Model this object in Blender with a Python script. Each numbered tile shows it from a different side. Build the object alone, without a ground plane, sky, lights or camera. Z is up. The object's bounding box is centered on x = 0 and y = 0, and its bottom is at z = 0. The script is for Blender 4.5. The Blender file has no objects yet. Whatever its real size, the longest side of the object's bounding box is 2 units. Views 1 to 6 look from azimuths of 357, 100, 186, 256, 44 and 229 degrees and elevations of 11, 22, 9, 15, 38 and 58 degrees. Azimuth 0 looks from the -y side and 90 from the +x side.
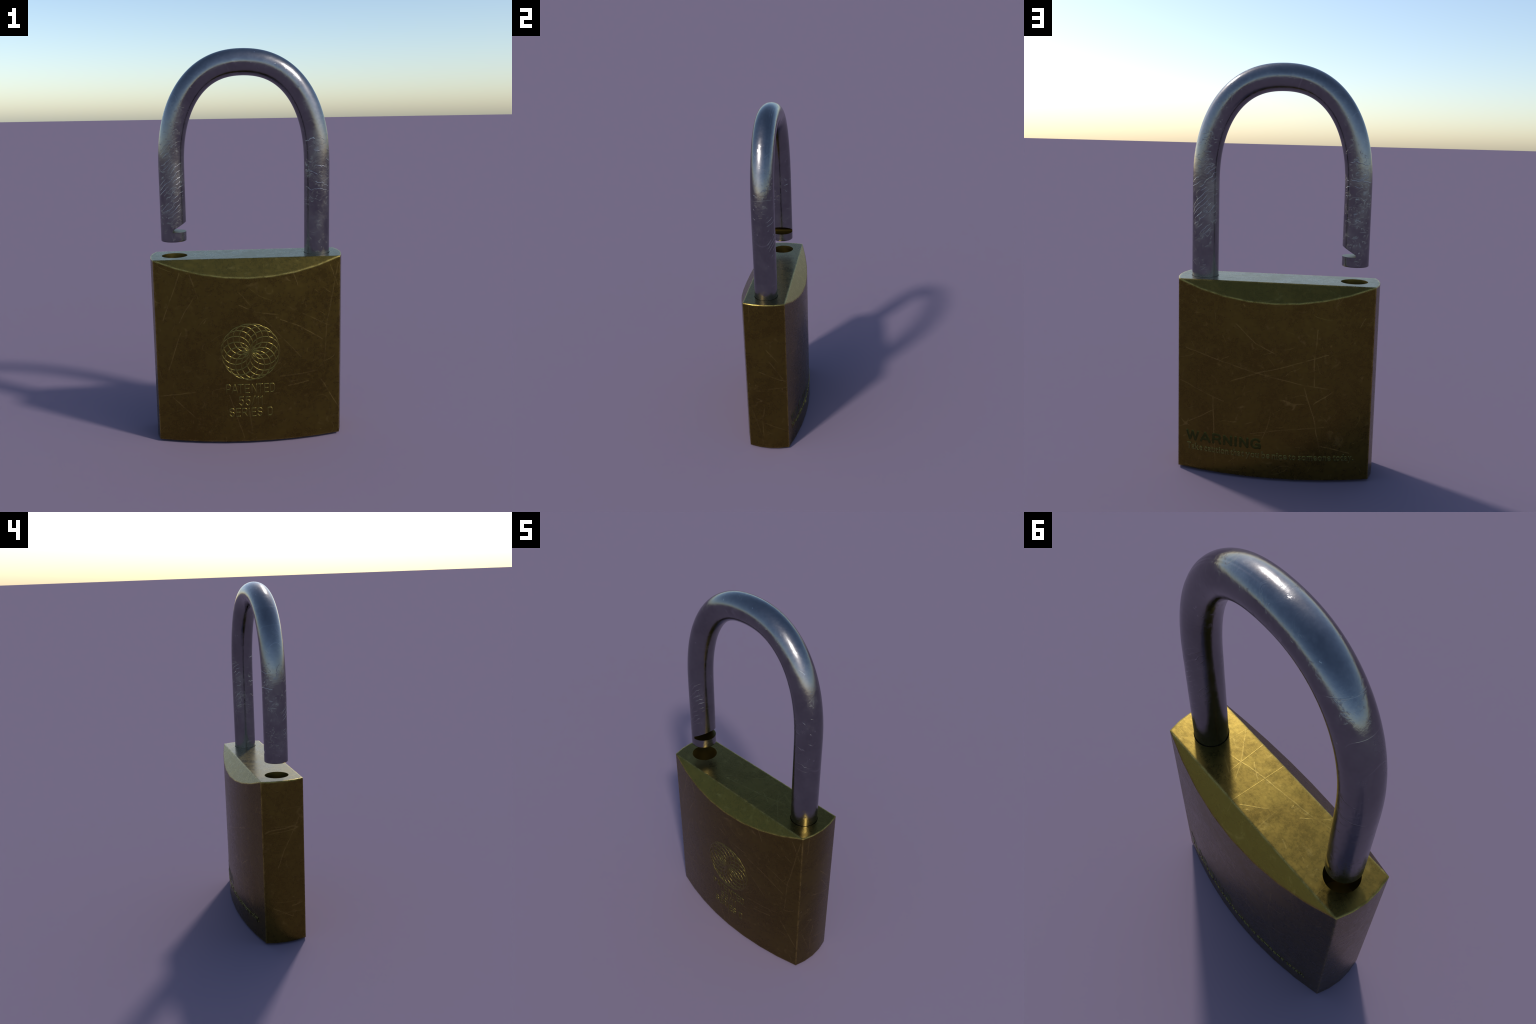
"""Open brass padlock: convex brass case with raised emblem and lettering,
swung-up round steel shackle with a latch notch, key cylinder underneath."""
import bpy, bmesh, math, random
import numpy as np
from mathutils import Vector, Matrix

random.seed(7)

# ------------------------------------------------------------------ sizes
HALF_W = 0.474            # case corner, x
HALF_D = 0.1185           # case corner, y
BULGE_FRONT = 0.1892       # y of the convex face at x = 0
BULGE_SIDE = 0.495        # x of the convex end at y = 0
Z_BOTTOM, Z_TOP = 0.0095, 0.968
CHAMFER_DROP = 0.087      # how far the sloped top facet falls at x = 0
LEG_X = 0.370             # shackle leg axis
TUBE_R = 0.0652
HOLE_R = (0.0662, 0.0675)  # open hole, fixed-leg hole
HOLE_DEPTH = 0.22
SHACKLE_END = 1.047
ARCH_Z, ARCH_B, ARCH_N = 1.42, 0.5145, 2.30

def arc_radius(half, sag):
    return (half * half + sag * sag) / (2 * sag)

R_FRONT = arc_radius(HALF_W, BULGE_FRONT - HALF_D)
R_SIDE = arc_radius(HALF_D, BULGE_SIDE - HALF_W)

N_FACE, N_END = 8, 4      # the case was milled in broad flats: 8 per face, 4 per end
FACE_X = [R_FRONT * math.sin(t * math.asin(HALF_W / R_FRONT)) for t in np.linspace(-1, 1, N_FACE + 1)]
FACE_Y = [BULGE_FRONT - R_FRONT + math.sqrt(R_FRONT ** 2 - x * x) for x in FACE_X]

def face_depth(x):
    """|y| of the convex front/back face at x."""
    return float(np.interp(x, FACE_X, FACE_Y))

def end_depth(y):
    return BULGE_SIDE - R_SIDE + math.sqrt(R_SIDE ** 2 - y * y)

def facet_z(depth):
    return Z_TOP - CHAMFER_DROP * (depth - HALF_D) / (BULGE_FRONT - HALF_D)

# ------------------------------------------------------------------ node helpers
class Graph:
    def __init__(self, name):
        self.mat = bpy.data.materials.new(name)
        self.mat.use_nodes = True
        self.nt = self.mat.node_tree
        self.nt.nodes.clear()

    def node(self, kind, **inputs):
        n = self.nt.nodes.new(kind)
        for k, v in inputs.items():
            if hasattr(n, k) and k not in n.inputs:
                setattr(n, k, v)
        return n

    def put(self, socket, v):
        if isinstance(v, bpy.types.NodeSocket):
            self.nt.links.new(v, socket)
        else:
            socket.default_value = v

    def math(self, op, a, b=0.0, c=0.0, clamp=False):
        n = self.nt.nodes.new("ShaderNodeMath")
        n.operation, n.use_clamp = op, clamp
        for s, v in zip(n.inputs, (a, b, c)):
            self.put(s, v)
        return n.outputs[0]

    def vec(self, op, a, b=(0, 0, 0), scale=None):
        n = self.nt.nodes.new("ShaderNodeVectorMath")
        n.operation = op
        self.put(n.inputs[0], a)
        if op not in ("LENGTH", "SCALE"):
            self.put(n.inputs[1], b)
        if scale is not None:
            self.put(n.inputs["Scale"], scale)
        return n.outputs["Value"] if op in ("DOT_PRODUCT", "LENGTH") else n.outputs[0]

    def noise(self, coord, scale, detail=4.0, rough=0.55, distort=0.0, out="Fac"):
        n = self.nt.nodes.new("ShaderNodeTexNoise")
        self.put(n.inputs["Vector"], coord)
        n.inputs["Scale"].default_value = scale
        n.inputs["Detail"].default_value = detail
        n.inputs["Roughness"].default_value = rough
        n.inputs["Distortion"].default_value = distort
        return n.outputs[out]

    def ramp(self, fac, a, b, lo=0.0, hi=1.0, smooth=True):
        """map fac from [a, b] to [lo, hi]"""
        n = self.nt.nodes.new("ShaderNodeMapRange")
        n.interpolation_type = "SMOOTHSTEP" if smooth else "LINEAR"
        self.put(n.inputs["Value"], fac)
        for k, v in (("From Min", a), ("From Max", b), ("To Min", lo), ("To Max", hi)):
            n.inputs[k].default_value = v
        return n.outputs["Result"]

    def mix(self, fac, a, b, blend="MIX"):
        n = self.nt.nodes.new("ShaderNodeMix")
        n.data_type, n.blend_type = "RGBA", blend
        self.put(n.inputs["Factor"], fac)
        for name, v in (("A", a), ("B", b)):
            s = [i for i in n.inputs if i.name == name and i.type == "RGBA"][0]
            self.put(s, v if isinstance(v, bpy.types.NodeSocket) else (*v, 1.0))
        return [o for o in n.outputs if o.type == "RGBA"][0]

    def bump(self, height, strength, distance, normal=None):
        n = self.nt.nodes.new("ShaderNodeBump")
        n.inputs["Strength"].default_value = strength
        n.inputs["Distance"].default_value = distance
        self.put(n.inputs["Height"], height)
        if normal is not None:
            self.put(n.inputs["Normal"], normal)
        return n.outputs[0]

    def finish(self, colour, rough, normal=None, metallic=1.0):
        p = self.nt.nodes.new("ShaderNodeBsdfPrincipled")
        o = self.nt.nodes.new("ShaderNodeOutputMaterial")
        self.put(p.inputs["Metallic"], metallic)
        if isinstance(colour, tuple):
            colour = (*colour, 1.0)
        self.put(p.inputs["Base Color"], colour)
        self.put(p.inputs["Roughness"], rough)
        if normal is not None:
            self.put(p.inputs["Normal"], normal)
        self.nt.links.new(p.outputs[0], o.inputs[0])
        return self.mat


BRASS = (0.140, 0.102, 0.0235)
BRASS_BROWN = (0.122, 0.086, 0.0205)
BRASS_BRIGHT = (0.34, 0.255, 0.078)

# Scratches worn into each face, as short bent lines in the face's own plane.
FRONT_SCRATCHES = [
    [(-0.343, 0.906), (-0.433, 0.655)], [(-0.292, 0.900), (-0.254, 0.778)],
    [(-0.264, 0.803), (-0.354, 0.648)], [(-0.345, 0.596), (-0.415, 0.394)],
    [(-0.049, 0.741), (0.046, 0.701), (0.145, 0.687)], [(-0.047, 0.806), (0.032, 0.713)],
    [(0.077, 0.667), (0.267, 0.456)], [(0.159, 0.662), (0.268, 0.613), (0.380, 0.538)],
    [(0.272, 0.684), (0.448, 0.594)], [(0.465, 0.937), (0.406, 0.637), (0.392, 0.419)],
    [(0.423, 0.923), (0.462, 0.817)], [(0.157, 0.356), (0.267, 0.361), (0.357, 0.374)],
    [(0.200, 0.299), (0.305, 0.319)], [(0.229, 0.898), (0.250, 0.831)],
    [(-0.395, 0.245), (-0.282, 0.136)], [(-0.105, 0.265), (-0.034, 0.027)],
    [(-0.002, 0.178), (0.010, 0.053)], [(0.373, 0.321), (0.471, 0.153)],
    [(-0.461, 0.248), (-0.284, 0.278)], [(0.289, 0.741), (0.295, 0.715)],
    [(-0.226, 0.651), (-0.215, 0.669)], [(0.264, 0.621), (0.272, 0.595)],
]
BACK_SCRATCHES = [
    [(0.435, 0.628), (0.076, 0.538), (-0.160, 0.487), (-0.269, 0.474)],
    [(0.203, 0.484), (0.076, 0.538), (-0.048, 0.573), (-0.263, 0.640)],
    [(0.185, 0.774), (0.086, 0.685), (-0.018, 0.636)],
    [(-0.212, 0.762), (-0.199, 0.620), (-0.200, 0.484)],
    [(-0.153, 0.475), (-0.201, 0.331), (-0.240, 0.152)],
    [(0.100, 0.231), (-0.108, 0.266), (-0.276, 0.285)],
    [(0.464, 0.459), (0.328, 0.410), (0.237, 0.379)], [(0.292, 0.392), (0.276, 0.069)],
    [(0.416, 0.253), (0.287, 0.330)], [(0.005, 0.345), (0.018, 0.266), (0.043, 0.209)],
    [(-0.235, 0.184), (-0.376, 0.146)], [(-0.431, 0.814), (-0.408, 0.774)],
    [(-0.199, 0.396), (-0.291, 0.462)],
]
RIGHT_SCRATCHES = [
    [(-0.083, 0.956), (-0.088, 0.855)], [(0.007, 0.682), (0.071, 0.598)],
    [(0.018, 0.607), (0.094, 0.493)], [(-0.046, 0.539), (0.110, 0.474)],
    [(-0.019, 0.289), (-0.033, 0.195), (-0.027, 0.088)],
    [(-0.075, 0.204), (0.001, 0.180), (0.093, 0.138)], [(-0.096, 0.264), (-0.044, 0.111)],
]
LEFT_SCRATCHES = [
    [(-0.090, 0.754), (0.003, 0.569), (0.039, 0.469)],
    [(-0.036, 0.230), (-0.106, 0.242)], [(0.072, 0.224), (-0.047, 0.164)],
]
TOP_SCRATCHES = [
    [(0.297, -0.109), (0.194, -0.007), (0.147, 0.057)],
    [(0.244, 0.006), (0.126, -0.024), (-0.151, -0.066), (-0.218, -0.082)],
    [(0.161, -0.042), (0.096, -0.006)], [(0.056, 0.104), (-0.018, 0.036)],
    [(-0.120, -0.028), (-0.192, -0.105)], [(0.299, 0.012), (0.184, 0.056)],
    [(-0.147, 0.076), (-0.177, 0.087)],
]


def scratch_mask(g, coord, axes, lines, width=0.0032):
    """Brightest of the distances to every bent line, in the plane of two axes."""
    flat = [0.0, 0.0, 0.0]
    for a in axes:
        flat[a] = 1.0
    wob = g.noise(coord, 9.0, 3.0, out="Color")
    wob = g.vec("SUBTRACT", wob, (0.5, 0.5, 0.5))
    p = g.vec("ADD", coord, g.vec("SCALE", wob, scale=0.016))
    p = g.vec("MULTIPLY", p, tuple(flat))
    total = None
    rng = random.Random(3)
    for line in lines:
        strength = rng.uniform(0.55, 1.0)
        for k in range(len(line) - 1):
            a, b = Vector((0, 0, 0)), Vector((0, 0, 0))
            for i, ax in enumerate(axes):
                a[ax], b[ax] = line[k][i], line[k + 1][i]
            ba = b - a
            pa = g.vec("SUBTRACT", p, tuple(a))
            h = g.vec("DOT_PRODUCT", pa, tuple(ba / ba.length_squared))
            h = g.math("ADD", h, 0.0, clamp=True)
            near = g.vec("SUBTRACT", pa, g.vec("SCALE", tuple(ba), scale=h))
            d = g.vec("LENGTH", near)
            m = g.math("MULTIPLY_ADD", d, -strength / width, strength, clamp=True)
            total = m if total is None else g.math("MAXIMUM", total, m)
    breakup = g.ramp(g.noise(coord, 22.0, 4.0), 0.30, 0.58, 0.12, 1.0)
    return g.math("MULTIPLY", total, breakup)


def hairlines(g, coord, seed):
    """Fine random hair scratches: thin zero-lines of stretched, turned noise."""
    total = None
    for k, (turn, scale) in enumerate(((0.5, 5.0), (-0.9, 4.0))):
        m = g.nt.nodes.new("ShaderNodeMapping")
        g.put(m.inputs["Vector"], coord)
        m.inputs["Rotation"].default_value = (turn, turn * 1.3, turn * 0.7 + seed)
        m.inputs["Scale"].default_value = (1.0, 0.10, 1.5)
        m.inputs["Location"].default_value = (seed * 3.1, k * 7.7, seed)
        n = g.noise(m.outputs[0], scale, 0.6)
        d = g.math("ABSOLUTE", g.math("SUBTRACT", n, 0.5))
        line = g.ramp(d, 0.0, 0.0045, 1.0, 0.0)
        gate = g.ramp(g.noise(m.outputs[0], scale * 2.3, 2.0), 0.53, 0.64)
        line = g.math("MULTIPLY", line, gate)
        total = line if total is None else g.math("MAXIMUM", total, line)
    return total


def brass(name, axes, lines, seed, grain_axis=0, wear=0.85):
    g = Graph(name)
    tc = g.nt.nodes.new("ShaderNodeTexCoord")
    co = tc.outputs["Object"]
    geo = g.nt.nodes.new("ShaderNodeNewGeometry")
    bev = g.nt.nodes.new("ShaderNodeBevel")
    bev.samples = 6
    bev.inputs["Radius"].default_value = 0.012
    # pale rims: where the rounded normal leaves the face normal
    lean = g.vec("DOT_PRODUCT", bev.outputs[0], geo.outputs["Normal"])
    edge = g.ramp(lean, 0.993, 0.960)
    edge = g.math("MULTIPLY", edge, g.ramp(g.noise(co, 26.0, 5.0), 0.36, 0.60, 0.30, 1.0))
    # brown tarnish in clouds, fine mottling and pale rubbed smudges
    cloud = g.noise(co, 4.2, 7.0, 0.62, 0.6)
    colour = g.mix(g.ramp(cloud, 0.34, 0.66), BRASS_BROWN, BRASS)
    fine = g.noise(co, 46.0, 6.0, 0.7)
    colour = g.mix(g.ramp(fine, 0.35, 0.72, 0.0, 0.45), colour, g.mix(1.0, colour, (1.28, 1.25, 1.2), "MULTIPLY"))
    pits = g.ramp(g.noise(co, 110.0, 3.0, 0.6), 0.68, 0.78, 0.0, 0.35)
    pits = g.math("MULTIPLY", pits, g.ramp(g.noise(co, 5.0, 3.0), 0.45, 0.7))
    colour = g.mix(pits, colour, (0.065, 0.042, 0.014))
    smudge = g.ramp(g.noise(co, 17.0, 5.0, 0.6, 1.2), 0.58, 0.76, 0.0, 0.34)
    colour = g.mix(smudge, colour, BRASS_BRIGHT)
    # brushed grain along the face, with dirt left in the deeper strokes
    m = g.nt.nodes.new("ShaderNodeMapping")
    g.put(m.inputs["Vector"], co)
    sc = [230.0, 230.0, 230.0]
    sc[grain_axis] = 26.0
    m.inputs["Scale"].default_value = sc
    grain = g.noise(m.outputs[0], 1.0, 3.0)
    dirt = g.math("MULTIPLY", g.ramp(grain, 0.56, 0.70), g.ramp(g.noise(co, 6.0, 4.0), 0.40, 0.62, 0.05, 0.30))
    colour = g.mix(dirt, colour, (0.070, 0.046, 0.014))
    scratch = scratch_mask(g, co, axes, lines)
    scratch = g.math("MAXIMUM", scratch, g.math("MULTIPLY", hairlines(g, co, seed), 0.55))
    # tiny bright nicks
    v = g.nt.nodes.new("ShaderNodeTexVoronoi")
    bent = g.vec("ADD", co, g.vec("SCALE", g.vec("SUBTRACT", g.noise(co, 38.0, 4.0, 0.7, out="Color"), (0.5, 0.5, 0.5)), scale=0.045))
    g.put(v.inputs["Vector"], bent)
    v.inputs["Scale"].default_value = 15.0
    nick = g.ramp(v.outputs["Distance"], 0.03, 0.12, 0.7, 0.0)
    nick = g.math("MULTIPLY", nick, g.ramp(g.noise(co, 8.0, 2.0), 0.56, 0.64))
    mark = g.math("MAXIMUM", scratch, nick)
    colour = g.mix(g.math("MULTIPLY", mark, wear), colour, BRASS_BRIGHT)
    colour = g.mix(g.math("MULTIPLY", edge, 0.9), colour, (0.40, 0.30, 0.088))
    rough = g.math("ADD", g.ramp(cloud, 0.3, 0.7, 0.25, 0.32, False), g.math("MULTIPLY", g.ramp(fine, 0.3, 0.7, -0.05, 0.05, False), 1.0))
    nrm = g.bump(grain, 0.07, 0.0010, bev.outputs[0])
    nrm = g.bump(g.noise(co, 26.0, 3.0), 0.06, 0.004, nrm)
    nrm = g.bump(mark, 0.25 * wear, 0.0012, nrm)
    return g.finish(colour, rough, nrm)


def brass_relief(name, colour_a, colour_b, rough):
    g = Graph(name)
    co = g.nt.nodes.new("ShaderNodeTexCoord").outputs["Object"]
    n = g.noise(co, 60.0, 4.0)
    col = g.mix(g.ramp(n, 0.35, 0.65), colour_a, colour_b)
    return g.finish(col, rough, g.bump(n, 0.15, 0.002))


def bare_brass(name, dark, light, rough):
    g = Graph(name)
    co = g.nt.nodes.new("ShaderNodeTexCoord").outputs["Object"]
    n = g.noise(co, 30.0, 4.0)
    return g.finish(g.mix(n, dark, light), rough)


def steel():
    g = Graph("worn_steel")
    tc = g.nt.nodes.new("ShaderNodeTexCoord")
    co = tc.outputs["Object"]
    sep = g.nt.nodes.new("ShaderNodeSeparateXYZ")
    g.put(sep.inputs[0], co)
    x, y, z = sep.outputs
    cloud = g.noise(co, 9.0, 6.0, 0.6)
    fine = g.noise(co, 70.0, 5.0, 0.65)
    col = g.mix(g.ramp(cloud, 0.3, 0.7), (0.178, 0.176, 0.184), (0.212, 0.211, 0.219))
    col = g.mix(g.ramp(fine, 0.35, 0.7, 0.0, 0.35), col, (0.245, 0.245, 0.25))
    # wrinkles pressed into the legs; the two faces repeat the pattern turned by 180 degrees
    side = g.math("SIGN", g.math("MULTIPLY", y, -1.0))
    u = g.math("MULTIPLY", x, side)
    left = g.ramp(u, 0.03, -0.03)
    wob = g.noise(co, 11.0, 4.0, 0.5)
    c = g.nt.nodes.new("ShaderNodeCombineXYZ")
    g.put(c.inputs[0], u)
    g.put(c.inputs[2], z)
    def wrinkles(slope, pitch, distort, thin):
        ph = g.math("ADD", z, g.math("MULTIPLY", u, slope))
        ph = g.math("ADD", ph, g.math("MULTIPLY", wob, distort))
        s = g.math("SINE", g.math("MULTIPLY", ph, 2 * math.pi / pitch))
        return g.ramp(s, thin, 1.0)
    diag = g.math("MULTIPLY", wrinkles(-0.95, 0.027, 0.085, 0.86), left)
    flat = g.math("MULTIPLY", wrinkles(0.10, 0.042, 0.12, 0.91), g.math("SUBTRACT", 1.0, left))
    band_d = g.math("MULTIPLY", g.ramp(z, 1.12, 1.28), g.ramp(z, 1.60, 1.36))
    band_f = g.math("MULTIPLY", g.ramp(z, 1.20, 1.40), g.ramp(z, 1.68, 1.52))
    gate = g.ramp(g.noise(co, 16.0, 3.0), 0.44, 0.56)
    gate_f = g.ramp(g.noise(co, 21.0, 3.0), 0.50, 0.58)
    facing = g.ramp(g.math("ABSOLUTE", y), 0.020, 0.045)
    wr = g.math("ADD", g.math("MULTIPLY", g.math("MULTIPLY", diag, band_d), gate),
                g.math("MULTIPLY", g.math("MULTIPLY", flat, band_f), gate_f))
    wr = g.math("MULTIPLY", wr, facing)
    # little nicks all over
    v = g.nt.nodes.new("ShaderNodeTexVoronoi")
    bent = g.vec("ADD", co, g.vec("SCALE", g.vec("SUBTRACT", g.noise(co, 70.0, 4.0, 0.7, out="Color"), (0.5, 0.5, 0.5)), scale=0.02))
    g.put(v.inputs["Vector"], bent)
    v.inputs["Scale"].default_value = 34.0
    nick = g.math("MULTIPLY", g.ramp(v.outputs["Distance"], 0.06, 0.14, 1.0, 0.0), g.ramp(g.noise(co, 13.0, 2.0), 0.52, 0.62))
    hair = hairlines(g, co, 1.7)
    col = g.mix(g.math("MULTIPLY", g.math("MAXIMUM", nick, g.math("MULTIPLY", hair, 0.4)), 0.5), col, (0.5, 0.5, 0.5))
    col = g.mix(g.math("MULTIPLY", wr, 0.45), col, (0.5, 0.5, 0.5))
    rough = g.math("ADD", g.ramp(cloud, 0.3, 0.7, 0.11, 0.28, False), g.ramp(fine, 0.3, 0.7, -0.02, 0.03, False))
    nrm = g.bump(g.noise(co, 24.0, 6.0, 0.6), 0.085, 0.006)
    nrm = g.bump(g.noise(co, 95.0, 4.0, 0.65), 0.16, 0.0012, nrm)
    scuff = g.math("MULTIPLY", g.ramp(g.noise(co, 36.0, 5.0, 0.7, 1.2), 0.55, 0.70), g.ramp(g.noise(co, 7.0, 3.0), 0.40, 0.58))
    nrm = g.bump(scuff, 0.17, 0.0026, nrm)
    nrm = g.bump(wr, 0.36, 0.0026, nrm)
    nrm = g.bump(g.math("MAXIMUM", nick, g.math("MULTIPLY", hair, 0.6)), 0.25, 0.0010, nrm)
    return g.finish(col, rough, nrm)


MAT_FRONT = brass("brass_front_face", (0, 2), FRONT_SCRATCHES, 0.4)
MAT_BACK = brass("brass_back_face", (0, 2), BACK_SCRATCHES, 1.3)
MAT_RIGHT = brass("brass_right_end", (1, 2), RIGHT_SCRATCHES, 2.2, 1)
MAT_LEFT = brass("brass_left_end", (1, 2), LEFT_SCRATCHES, 3.1, 1)
MAT_TOP = brass("brass_top", (0, 1), TOP_SCRATCHES, 4.5, 0, 0.45)
MAT_BORE = bare_brass("bore_brass", (0.20, 0.145, 0.036), (0.27, 0.20, 0.052), 0.40)
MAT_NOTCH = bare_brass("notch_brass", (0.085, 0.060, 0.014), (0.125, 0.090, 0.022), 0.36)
MAT_STEEL = steel()
MAT_EMBLEM = brass_relief("relief_brass", (0.150, 0.120, 0.031), (0.195, 0.154, 0.041), 0.31)
MAT_WARNING = brass_relief("dark_green_brass", (0.054, 0.062, 0.017), (0.068, 0.074, 0.020), 0.30)

# ------------------------------------------------------------------ object helpers
root = bpy.data.objects.new("padlock", None)
root["label"] = "open brass padlock with worn steel shackle raised"
root["category"] = "padlock"
bpy.context.scene.collection.objects.link(root)


def add(name, mesh, parent, mats=()):
    o = bpy.data.objects.new(name, mesh)
    bpy.context.scene.collection.objects.link(o)
    o.parent = parent
    for m in mats:
        if m.name not in [s.name for s in mesh.materials if s]:
            mesh.materials.append(m)
    return o


def smooth(mesh, degrees):
    mesh.polygons.foreach_set("use_smooth", [True] * len(mesh.polygons))
    mesh.set_sharp_from_angle(angle=math.radians(degrees))

# ------------------------------------------------------------------ case
def build_case():
    bm = bmesh.new()
    n_face, n_end, n_hole = N_FACE, N_END, 64
    ae = math.asin(HALF_D / R_SIDE)
    xs = FACE_X
    ys = [R_SIDE * math.sin(t * ae) for t in np.linspace(-1, 1, n_end + 1)]
    front = [(x, -face_depth(x)) for x in xs]
    right = [(end_depth(y), y) for y in ys]
    back = [(-x, face_depth(x)) for x in xs]
    left = [(-end_depth(y), -y) for y in ys]
    runs = [(front, 0, True), (right, 2, False), (back, 1, True), (left, 3, False)]
    loop = []                       # (x, y, z_top, material of the wall that starts here)
    for pts, mat, faceted in runs:
        for x, y in pts[:-1]:
            loop.append((x, y, facet_z(abs(y)) if faceted else Z_TOP, mat))
    lo = [bm.verts.new((x, y, Z_BOTTOM)) for x, y, z, m in loop]
    hi = [bm.verts.new((x, y, z)) for x, y, z, m in loop]
    n = len(loop)
    for i in range(n):
        j = (i + 1) % n
        f = bm.faces.new((lo[i], lo[j], hi[j], hi[i]))
        f.material_index = loop[i][3]
    bm.faces.new(lo[::-1]).material_index = 4
    # sloped facets front and back: arc of the wall's top edge plus one straight edge
    a, b = 0, n_face
    c, d = n_face + n_end, 2 * n_face + n_end
    bm.faces.new([hi[i] for i in range(a, b + 1)]).material_index = 4
    bm.faces.new([hi[i] for i in range(c, d + 1)]).material_index = 4
    # flat top with two bores
    outer = [hi[a]] + [hi[i] for i in range(b, c + 1)] + [hi[i % n] for i in range(d, n)]
    ring_edges = []
    for i in range(len(outer)):
        p, q = outer[i], outer[(i + 1) % len(outer)]
        e = bm.edges.get((p, q)) or bm.edges.new((p, q))
        ring_edges.append(e)
    for x0, r in ((-LEG_X, HOLE_R[0]), (LEG_X, HOLE_R[1])):
        rim = [bm.verts.new((x0 + r * math.cos(2 * math.pi * k / n_hole), r * math.sin(2 * math.pi * k / n_hole), Z_TOP)) for k in range(n_hole)]
        for k in range(n_hole):
            ring_edges.append(bm.edges.new((rim[k], rim[(k + 1) % n_hole])))
    res = bmesh.ops.triangle_fill(bm, edges=ring_edges, use_beauty=True, normal=(0, 0, 1))
    for g in res["geom"]:
        if isinstance(g, bmesh.types.BMFace):
            g.material_index = 4
            if g.normal.z < 0:
                g.normal_flip()
    me = bpy.data.meshes.new("lock_body")
    bm.to_mesh(me)
    bm.free()
    for m in (MAT_FRONT, MAT_BACK, MAT_RIGHT, MAT_LEFT, MAT_TOP):
        me.materials.append(m)
    smooth(me, 22)
    return me


body = add("lock_body", build_case(), root)


def build_bore(x0, r, n=64):
    """blind hole that takes one shackle leg"""
    bm = bmesh.new()
    rims = [[bm.verts.new((x0 + r * math.cos(2 * math.pi * k / n), r * math.sin(2 * math.pi * k / n), z)) for k in range(n)]
            for z in (Z_TOP, Z_TOP - HOLE_DEPTH)]
    for k in range(n):
        l = (k + 1) % n
        bm.faces.new((rims[0][l], rims[0][k], rims[1][k], rims[1][l]))
    bm.faces.new(rims[1])
    me = bpy.data.meshes.new("shackle_bore")
    bm.to_mesh(me)
    bm.free()
    me.materials.append(MAT_BORE)
    smooth(me, 40)
    return me


for x0, r in ((-LEG_X, HOLE_R[0]), (LEG_X, HOLE_R[1])):
    add("shackle_bore", build_bore(x0, r), body)

# ------------------------------------------------------------------ key cylinder under the case
def build_cylinder():
    bm = bmesh.new()
    bmesh.ops.create_cone(bm, cap_ends=True, segments=64, radius1=0.098, radius2=0.098, depth=0.03,
                          matrix=Matrix.Translation((0, 0, 0.015)))
    edges = [e for e in bm.edges if all(v.co.z < 0.001 for v in e.verts)]
    bmesh.ops.bevel(bm, geom=edges, offset=0.004, segments=2, affect="EDGES")
    me = bpy.data.meshes.new("key_cylinder")
    bm.to_mesh(me)
    bm.free()
    me.materials.append(MAT_EMBLEM)
    return me


def boolean_cut(obj, cutter_bm):
    cm = bpy.data.meshes.new("cutter")
    bmesh.ops.recalc_face_normals(cutter_bm, faces=cutter_bm.faces)
    cutter_bm.to_mesh(cm)
    cutter_bm.free()
    cut = bpy.data.objects.new("cutter", cm)
    bpy.context.scene.collection.objects.link(cut)
    mod = obj.modifiers.new("cut", "BOOLEAN")
    mod.operation, mod.object, mod.solver = "DIFFERENCE", cut, "EXACT"
    bpy.context.view_layer.update()
    dg = bpy.context.evaluated_depsgraph_get()
    new = bpy.data.meshes.new_from_object(obj.evaluated_get(dg))
    obj.modifiers.remove(mod)
    old = obj.data
    new.name = old.name + "_cut"
    obj.data = new
    bpy.data.objects.remove(cut)


def prism(poly, axis, a, b):
    """closed prism from a 2D polygon swept along one axis from a to b"""
    bm = bmesh.new()
    def place(p, t):
        q = list(p)
        q.insert(axis, t)
        return q
    lo = [bm.verts.new(place(p, a)) for p in poly]
    hi = [bm.verts.new(place(p, b)) for p in poly]
    for i in range(len(poly)):
        j = (i + 1) % len(poly)
        bm.faces.new((lo[i], lo[j], hi[j], hi[i]))
    bm.faces.new(lo[::-1])
    bm.faces.new(hi)
    return bm


key_cylinder = add("key_cylinder", build_cylinder(), root)
# keyway: tall slot with a stepped ward
boolean_cut(key_cylinder, prism([(-0.058, -0.009), (0.02, -0.009), (0.02, -0.016), (0.058, -0.016),
                                 (0.058, 0.004), (-0.012, 0.004), (-0.012, 0.011), (-0.058, 0.011)], 2, -0.01, 0.024))
smooth(key_cylinder.data, 30)

# ------------------------------------------------------------------ shackle
def shackle_spine():
    pts = []
    for z in np.linspace(SHACKLE_END, ARCH_Z, 26)[:-1]:
        pts.append((-LEG_X, z))
    for t in np.linspace(math.pi, 0, 121):
        c, s = math.cos(t), math.sin(t)
        pts.append((LEG_X * math.copysign(abs(c) ** (2 / ARCH_N), c), ARCH_Z + ARCH_B * abs(s) ** (2 / ARCH_N)))
    for z in np.linspace(ARCH_Z, Z_TOP - HOLE_DEPTH + 0.02, 26)[1:]:
        pts.append((LEG_X, z))
    # even spacing, lightly relaxed so that the arch leaves the legs without a kink
    p = np.array(pts)
    d = np.r_[0, np.cumsum(np.hypot(*np.diff(p, axis=0).T))]
    s = np.linspace(0, d[-1], 240)
    q = np.c_[np.interp(s, d, p[:, 0]), np.interp(s, d, p[:, 1])]
    for _ in range(14):
        q[1:-1] = 0.25 * q[:-2] + 0.5 * q[1:-1] + 0.25 * q[2:]
    return q


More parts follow.
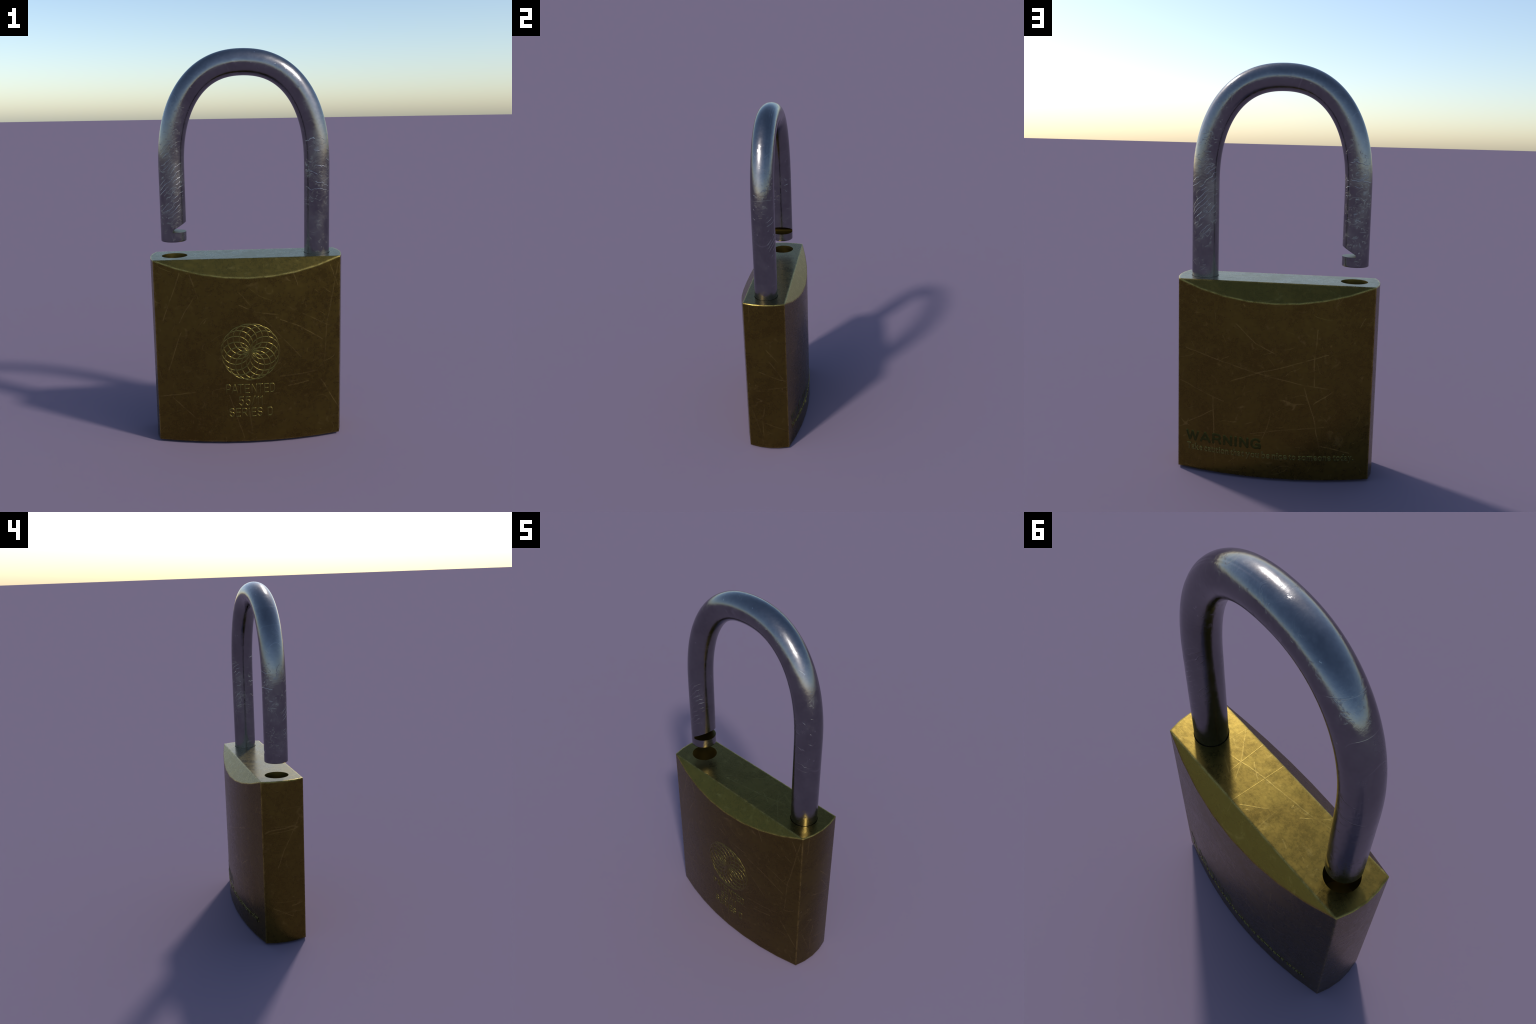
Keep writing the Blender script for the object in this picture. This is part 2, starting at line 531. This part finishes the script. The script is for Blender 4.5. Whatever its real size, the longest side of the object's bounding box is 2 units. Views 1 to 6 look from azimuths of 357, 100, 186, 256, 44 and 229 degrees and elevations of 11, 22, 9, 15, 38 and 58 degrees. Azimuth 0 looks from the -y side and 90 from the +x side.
def build_shackle():
    q = shackle_spine()
    t = np.gradient(q, axis=0)
    t /= np.linalg.norm(t, axis=1)[:, None]
    out = np.c_[-t[:, 1], t[:, 0]]          # outward side of the bend
    n_ring, n_side = len(q), 128
    ang = np.linspace(0, 2 * math.pi, n_side, endpoint=False)   # 0 = outward, +90 deg = +y
    bm = bmesh.new()
    rings = []

    def ring(c, o, r_scale, groove):
        vs = []
        for a in ang:
            r = TUBE_R * r_scale
            if groove > 0:                  # drawing mark left along the outside of the bend
                for a0, w, dep in ((math.radians(27), math.radians(3.0), 0.0010), (math.radians(36), math.radians(2.6), 0.0008)):
                    r -= dep * groove * math.exp(-((a - a0) / w) ** 2)
            off = o * (r * math.cos(a))
            vs.append(bm.verts.new((c[0] + off[0], r * math.sin(a), c[1] + off[1])))
        rings.append(vs)

    # rounded free end
    for dz, rs in ((0.0, 0.93), (0.0008, 0.965), (0.0025, 0.99)):
        ring(q[0] + t[0] * dz, out[0], rs, 0)
    for i in range(n_ring):
        c = q[i].copy()
        if i == 0:
            c = c + t[0] * 0.005
        x, z = c
        g = 0.0
        if z > 1.5:
            g = min(1, max(0, (x + 0.02) / 0.12)) * min(1, max(0, (z - 1.52) / 0.12))
        ring(c, out[i], 1.0, g)
    for r0, r1 in zip(rings[:-1], rings[1:]):
        for k in range(n_side):
            l = (k + 1) % n_side
            bm.faces.new((r0[k], r0[l], r1[l], r1[k]))
    bm.faces.new(rings[0])
    bm.faces.new(rings[-1][::-1])
    bmesh.ops.recalc_face_normals(bm, faces=bm.faces)
    me = bpy.data.meshes.new("shackle")
    bm.to_mesh(me)
    bm.free()
    me.materials.append(MAT_STEEL)
    return me


shackle = add("shackle", build_shackle(), root)
# latch notch on the inner side of the free leg: level ledge, short wall, sloped roof
boolean_cut(shackle, prism([(-0.371, 1.0955), (-0.270, 1.0955), (-0.270, 1.1665), (-0.371, 1.1075)], 1, -0.1, 0.1))
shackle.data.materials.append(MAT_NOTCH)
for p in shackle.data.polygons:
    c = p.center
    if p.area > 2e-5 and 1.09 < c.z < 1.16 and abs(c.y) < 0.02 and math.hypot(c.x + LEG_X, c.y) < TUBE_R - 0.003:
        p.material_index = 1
smooth(shackle.data, 28)

# ------------------------------------------------------------------ raised strokes on the convex faces
def stroke_mesh(name, paths, half_w, height, surface=None, closed=False, mat=None, square=1.0):
    """Rounded ridges along 2D paths (u, v); surface(u, v, h) places a point h above the face."""
    bm = bmesh.new()
    prof = [(math.copysign(abs(math.cos(a)) ** square, math.cos(a)), abs(math.sin(a)) ** square) for a in np.linspace(0, math.pi, 9)]
    for path in paths:
        p = np.array(path, float)
        if closed:
            tan = np.roll(p, -1, 0) - np.roll(p, 1, 0)
        else:
            tan = np.gradient(p, axis=0)
        tan /= np.linalg.norm(tan, axis=1)[:, None] + 1e-12
        nor = np.c_[-tan[:, 1], tan[:, 0]]
        stations = [(p[i], nor[i], 1.0) for i in range(len(p))]
        if not closed:
            a, b = (p[0], tan[0], nor[0]), (p[-1], tan[-1], nor[-1])
            stations = ([(a[0] - a[1] * half_w * s, a[2], k) for s, k in ((0.9, 0.3), (0.55, 0.8))] + stations +
                        [(b[0] + b[1] * half_w * s, b[2], k) for s, k in ((0.55, 0.8), (0.9, 0.3))])
        rings = []
        for c, n, k in stations:
            rings.append([bm.verts.new(surface(c[0] + n[0] * half_w * k * pc, c[1] + n[1] * half_w * k * pc,
                                               height * k * ps - 0.0006)) for pc, ps in prof])
        pairs = list(zip(rings[:-1], rings[1:]))
        if closed:
            pairs.append((rings[-1], rings[0]))
        for r0, r1 in pairs:
            for i in range(len(prof) - 1):
                bm.faces.new((r0[i], r0[i + 1], r1[i + 1], r1[i]))
        if not closed:
            bm.faces.new(rings[0])
            bm.faces.new(rings[-1][::-1])
    bmesh.ops.recalc_face_normals(bm, faces=bm.faces)
    me = bpy.data.meshes.new(name)
    bm.to_mesh(me)
    bm.free()
    if mat:
        me.materials.append(mat)
    smooth(me, 60)
    return me


def on_front(u, v, h):
    a = math.asin(u / R_FRONT)
    return (u + h * math.sin(a), -face_depth(u) - h * math.cos(a), v)


# emblem: fifteen equal circles that all pass through one point
EMBLEM = (0.0052, 0.4938)
EMBLEM_R = 0.149
for k in range(15):
    th = math.radians(3.7 + 24 * k)
    cx, cz = EMBLEM[0] + EMBLEM_R / 2 * math.cos(th), EMBLEM[1] + EMBLEM_R / 2 * math.sin(th)
    circle = [(cx + EMBLEM_R / 2 * math.cos(a), cz + EMBLEM_R / 2 * math.sin(a)) for a in np.linspace(0, 2 * math.pi, 96, endpoint=False)]
    me = stroke_mesh("emblem_ring", [circle], 0.0040, 0.0022 + 0.00002 * k, on_front, True, MAT_EMBLEM)
    add("emblem_ring", me, body)


# single-stroke capitals on a 1 x 1 cell
def bow(cx, cy, rx, ry, a0, a1, n=10):
    return [(cx + rx * math.cos(math.radians(a)), cy + ry * math.sin(math.radians(a))) for a in np.linspace(a0, a1, n)]


GLYPHS = {
    "P": [[(0, 0), (0, 1)], [(0, 1), (0.55, 1)] + bow(0.6, 0.72, 0.4, 0.28, 90, -90) + [(0.55, 0.44), (0, 0.44)]],
    "A": [[(0, 0), (0.5, 1)], [(0.5, 1), (1, 0)], [(0.17, 0.32), (0.83, 0.32)]],
    "T": [[(0, 1), (1, 1)], [(0.5, 1), (0.5, 0)]],
    "E": [[(1, 1), (0, 1)], [(0, 1), (0, 0)], [(0, 0), (1, 0)], [(0, 0.52), (0.9, 0.52)]],
    "N": [[(0, 0), (0, 1)], [(0, 1), (1, 0)], [(1, 0), (1, 1)]],
    "D": [[(0, 0), (0, 1)], [(0, 1), (0.5, 1)] + bow(0.55, 0.68, 0.45, 0.32, 90, 0) + bow(0.55, 0.32, 0.45, 0.32, 0, -90) + [(0.5, 0), (0, 0)]],
    "5": [[(0.95, 1), (0.08, 1)], [(0.08, 1), (0.03, 0.55)], [(0.03, 0.55), (0.1, 0.6)] + bow(0.5, 0.32, 0.5, 0.32, 100, -90) + bow(0.5, 0.32, 0.5, 0.32, -95, -160, 5)],
    "/": [[(0, -0.05), (1, 1.05)]],
    "1": [[(0.1, 0.8), (0.8, 1)], [(0.8, 1), (0.8, 0)]],
    "S": [bow(0.5, 0.74, 0.48, 0.26, 15, 180, 12) + bow(0.5, 0.74, 0.48, 0.24, 195, 255, 5) + bow(0.5, 0.26, 0.48, 0.25, 75, 0, 6) + bow(0.5, 0.26, 0.48, 0.26, -15, -165, 12)],
    "R": [[(0, 0), (0, 1)], [(0, 1), (0.55, 1)] + bow(0.55, 0.74, 0.42, 0.26, 90, -90) + [(0.5, 0.48), (0, 0.48)], [(0.5, 0.48), (1, 0)]],
    "I": [[(0.5, 0), (0.5, 1)]],
}


def densify(path, step):
    p = np.array(path, float)
    out = [p[0]]
    for a, b in zip(p[:-1], p[1:]):
        k = max(1, int(np.linalg.norm(b - a) / step))
        out += [a + (b - a) * (i + 1) / k for i in range(k)]
    return out


def flat(u, v, h):
    return (u, -h, v)


letter_cache = {}


def stamp(ch, x0, w, z0, h):
    """one letter on the front face: left edge x0, width w, baseline z0, height h"""
    key = (ch, round(w, 4), round(h, 4))
    if key not in letter_cache:
        paths = [[((u - 0.5) * w, v * h) for u, v in densify(s, 0.2)] for s in GLYPHS[ch]]
        letter_cache[key] = stroke_mesh("letter_" + ch, paths, 0.0038, 0.0024, flat, False, MAT_EMBLEM)
    o = add("letter", letter_cache[key], body)
    x = x0 + w / 2
    o.location = (x, -face_depth(x), z0)
    o.rotation_euler = (0, 0, math.asin(x / R_FRONT))


LINES = [
    ("PATENTED", 0.2765, 0.0445, [(-0.121, 0.021), (-0.092, 0.028), (-0.061, 0.024), (-0.026, 0.021),
                                  (0.010, 0.023), (0.041, 0.023), (0.074, 0.019), (0.104, 0.0215)]),
    ("55/11", 0.2085, 0.045, [(-0.056, 0.021), (-0.023, 0.022), (0.008, 0.015), (0.031, 0.013), (0.051, 0.013)]),
    ("SERIESD", 0.1485, 0.0425, [(-0.107, 0.023), (-0.073, 0.020), (-0.041, 0.023), (-0.018, 0.020),
                                 (0.008, 0.019), (0.037, 0.023), (0.0915, 0.022)]),
]
for text, z0, h, slots in LINES:
    for ch, (x0, w) in zip(text, slots):
        stamp(ch, x0, w, z0, h)


# back face: heavy capitals and one line of small bold slab type, from the built-in font
def glyph_mesh(ch, offset, extrude, bevel):
    cu = bpy.data.curves.new("glyph", "FONT")
    cu.body, cu.offset, cu.extrude, cu.bevel_depth, cu.resolution_u, cu.bevel_resolution = ch, offset, extrude, bevel, 6, 2
    ob = bpy.data.objects.new("glyph", cu)
    bpy.context.scene.collection.objects.link(ob)
    bpy.context.view_layer.update()
    me = bpy.data.meshes.new_from_object(ob.evaluated_get(bpy.context.evaluated_depsgraph_get()))
    bpy.data.objects.remove(ob)
    bpy.data.curves.remove(cu)
    return me


def bounds(me):
    v = np.empty(len(me.vertices) * 3)
    me.vertices.foreach_get("co", v)
    v = v.reshape(-1, 3)
    return v.min(0), v.max(0)


def back_place(o, x, z):
    """face a letter outward on the back; its own +x runs towards world -x"""
    o.location = (x, face_depth(x), z)
    o.rotation_euler = (math.radians(90), 0, math.pi - math.asin(x / R_FRONT))


# WARNING: heavy grotesque capitals, cap height 0.055, flat-topped strokes
HEAVY = {
    "W": (0.077, [[(0.03, 1), (0.27, 0)], [(0.27, 0), (0.5, 1)], [(0.5, 1), (0.73, 0)], [(0.73, 0), (0.97, 1)]]),
    "A": (0.060, [[(0.02, 0), (0.5, 1)], [(0.5, 1), (0.98, 0)], [(0.2, 0.28), (0.8, 0.28)]]),
    "R": (0.050, [[(0, 0), (0, 1)], [(0, 1), (0.5, 1)] + bow(0.55, 0.74, 0.38, 0.26, 90, -90) + [(0.5, 0.48), (0, 0.48)], [(0.55, 0.48), (0.78, 0.4), (0.88, 0.2), (1, 0)]]),
    "N": (0.047, [[(0, 0), (0, 1)], [(0, 1), (1, 0)], [(1, 0), (1, 1)]]),
    "I": (0.012, [[(0.5, 0), (0.5, 1)]]),
    "G": (0.055, [bow(0.5, 0.5, 0.5, 0.5, 38, 322, 26) + [(0.93, 0.42)], [(0.93, 0.42), (0.55, 0.42)], [(0.95, 0.42), (0.95, 0.0)]]),
}
STROKE_H = 0.0062


def heavy_letter(ch):
    w, strokes = HEAVY[ch]
    bm = bmesh.new()
    iw, ih = w - 2 * STROKE_H, 0.0555 - 2 * STROKE_H
    for k, s in enumerate(strokes):
        path = [((u - 0.5) * max(iw, 0.0), STROKE_H + v * ih) for u, v in densify(s, 0.12)]
        part = stroke_mesh("part", [path], STROKE_H, 0.0018 + 0.00004 * k, lambda u, v, h: (u, v, h), False, None, 0.35)
        bm.from_mesh(part)
        bpy.data.meshes.remove(part)
    me = bpy.data.meshes.new("warning_letter_" + ch)
    bm.to_mesh(me)
    bm.free()
    me.materials.append(MAT_WARNING)
    smooth(me, 60)
    return me


x = 0.435
warn_cache = {ch: heavy_letter(ch) for ch in HEAVY}
for ch, gap in zip("WARNING", (-0.002, 0.006, 0.007, 0.011, 0.012, 0.008, 0)):
    w = HEAVY[ch][0]
    back_place(add("warning_letter", warn_cache[ch], body), x - w / 2, 0.1535)
    x -= w + gap

SENTENCE = [("Take", 0.4255, 0.3417), ("caution", 0.3344, 0.2061), ("that", 0.1990, 0.1293), ("you", 0.1227, 0.0549),
            ("be", 0.0440, 0.0020), ("nice", -0.0068, -0.0823), ("to", -0.0885, -0.1240),
            ("someone", -0.1336, -0.2940), ("today.", -0.3012, -0.4021)]
FOOT = {"T": [0.5], "a": [0.9], "k": [0.14, 0.86], "i": [0.5], "n": [0.14, 0.86], "h": [0.14, 0.86], "m": [0.1, 0.5, 0.9],
        "t": [0.6], "u": [0.9], "d": [0.9]}
HEAD = {"k": [(0.1, 1.45)], "i": [(0.3, 1)], "n": [(0.1, 1)], "h": [(0.1, 1.45)], "m": [(0.06, 1)], "u": [(0.1, 1), (0.8, 1)],
        "y": [(0.12, 1), (0.88, 1)], "b": [(0.08, 1.45)], "d": [(0.78, 1.45)]}
X_H = 0.0205
small_cache = {}


def slab(bm_verts, faces, cx, cy, hw, hh, t):
    n = len(bm_verts)
    for dx, dy in ((-1, -1), (1, -1), (1, 1), (-1, 1)):
        bm_verts.append((cx + dx * hw, cy + dy * hh, -t))
    for dx, dy in ((-1, -1), (1, -1), (1, 1), (-1, 1)):
        bm_verts.append((cx + dx * hw, cy + dy * hh, t))
    faces += [tuple(n + i for i in f) for f in ((4, 5, 6, 7), (0, 1, 5, 4), (1, 2, 6, 5), (2, 3, 7, 6), (3, 0, 4, 7))]


ref = glyph_mesh("x", 0.0, 0.02, 0.0)
x_height = bounds(ref)[1][1]


def small_glyph(ch):
    if ch in small_cache:
        return small_cache[ch]
    me = glyph_mesh(ch, 0.014, 0.0, 0.036)
    v = np.empty(len(me.vertices) * 3)
    me.vertices.foreach_get("co", v)
    v = v.reshape(-1, 3) * np.array([X_H / x_height] * 2 + [0.0024 / 0.036])
    lo, hi = v.min(0), v.max(0)
    v[:, 0] -= lo[0]
    w = hi[0] - lo[0]
    verts, faces = [tuple(p) for p in v], [tuple(p.vertices) for p in me.polygons]
    for f in FOOT.get(ch, []):
        slab(verts, faces, f * w, 0.0012, 0.0050, 0.0017, 0.0021)
    for f, hgt in HEAD.get(ch, []):
        slab(verts, faces, f * w, hgt * X_H - 0.0016, 0.0034, 0.0017, 0.0021)
    m = bpy.data.meshes.new("small_letter_" + ("stop" if ch == "." else ch))
    m.from_pydata(verts, [], faces)
    m.materials.append(MAT_SENTENCE)
    small_cache[ch] = (m, w)
    return small_cache[ch]


MAT_SENTENCE = brass_relief("slab_type_brass", (0.150, 0.138, 0.040), (0.205, 0.182, 0.052), 0.26)  # lighter, greener tint carries the reflection on the letters' upper sides
for word, xa, xb in SENTENCE:
    ws = [small_glyph(c)[1] for c in word]
    gap = 0.0010
    k = (xa - xb - gap * (len(word) - 1)) / sum(ws)
    x = xa
    for ch, w in zip(word, ws):
        o = add("small_letter", small_glyph(ch)[0], body)
        back_place(o, x, 0.1105)
        o.scale = (k, 1, 1)
        x -= w * k + gap
bpy.data.meshes.remove(ref)
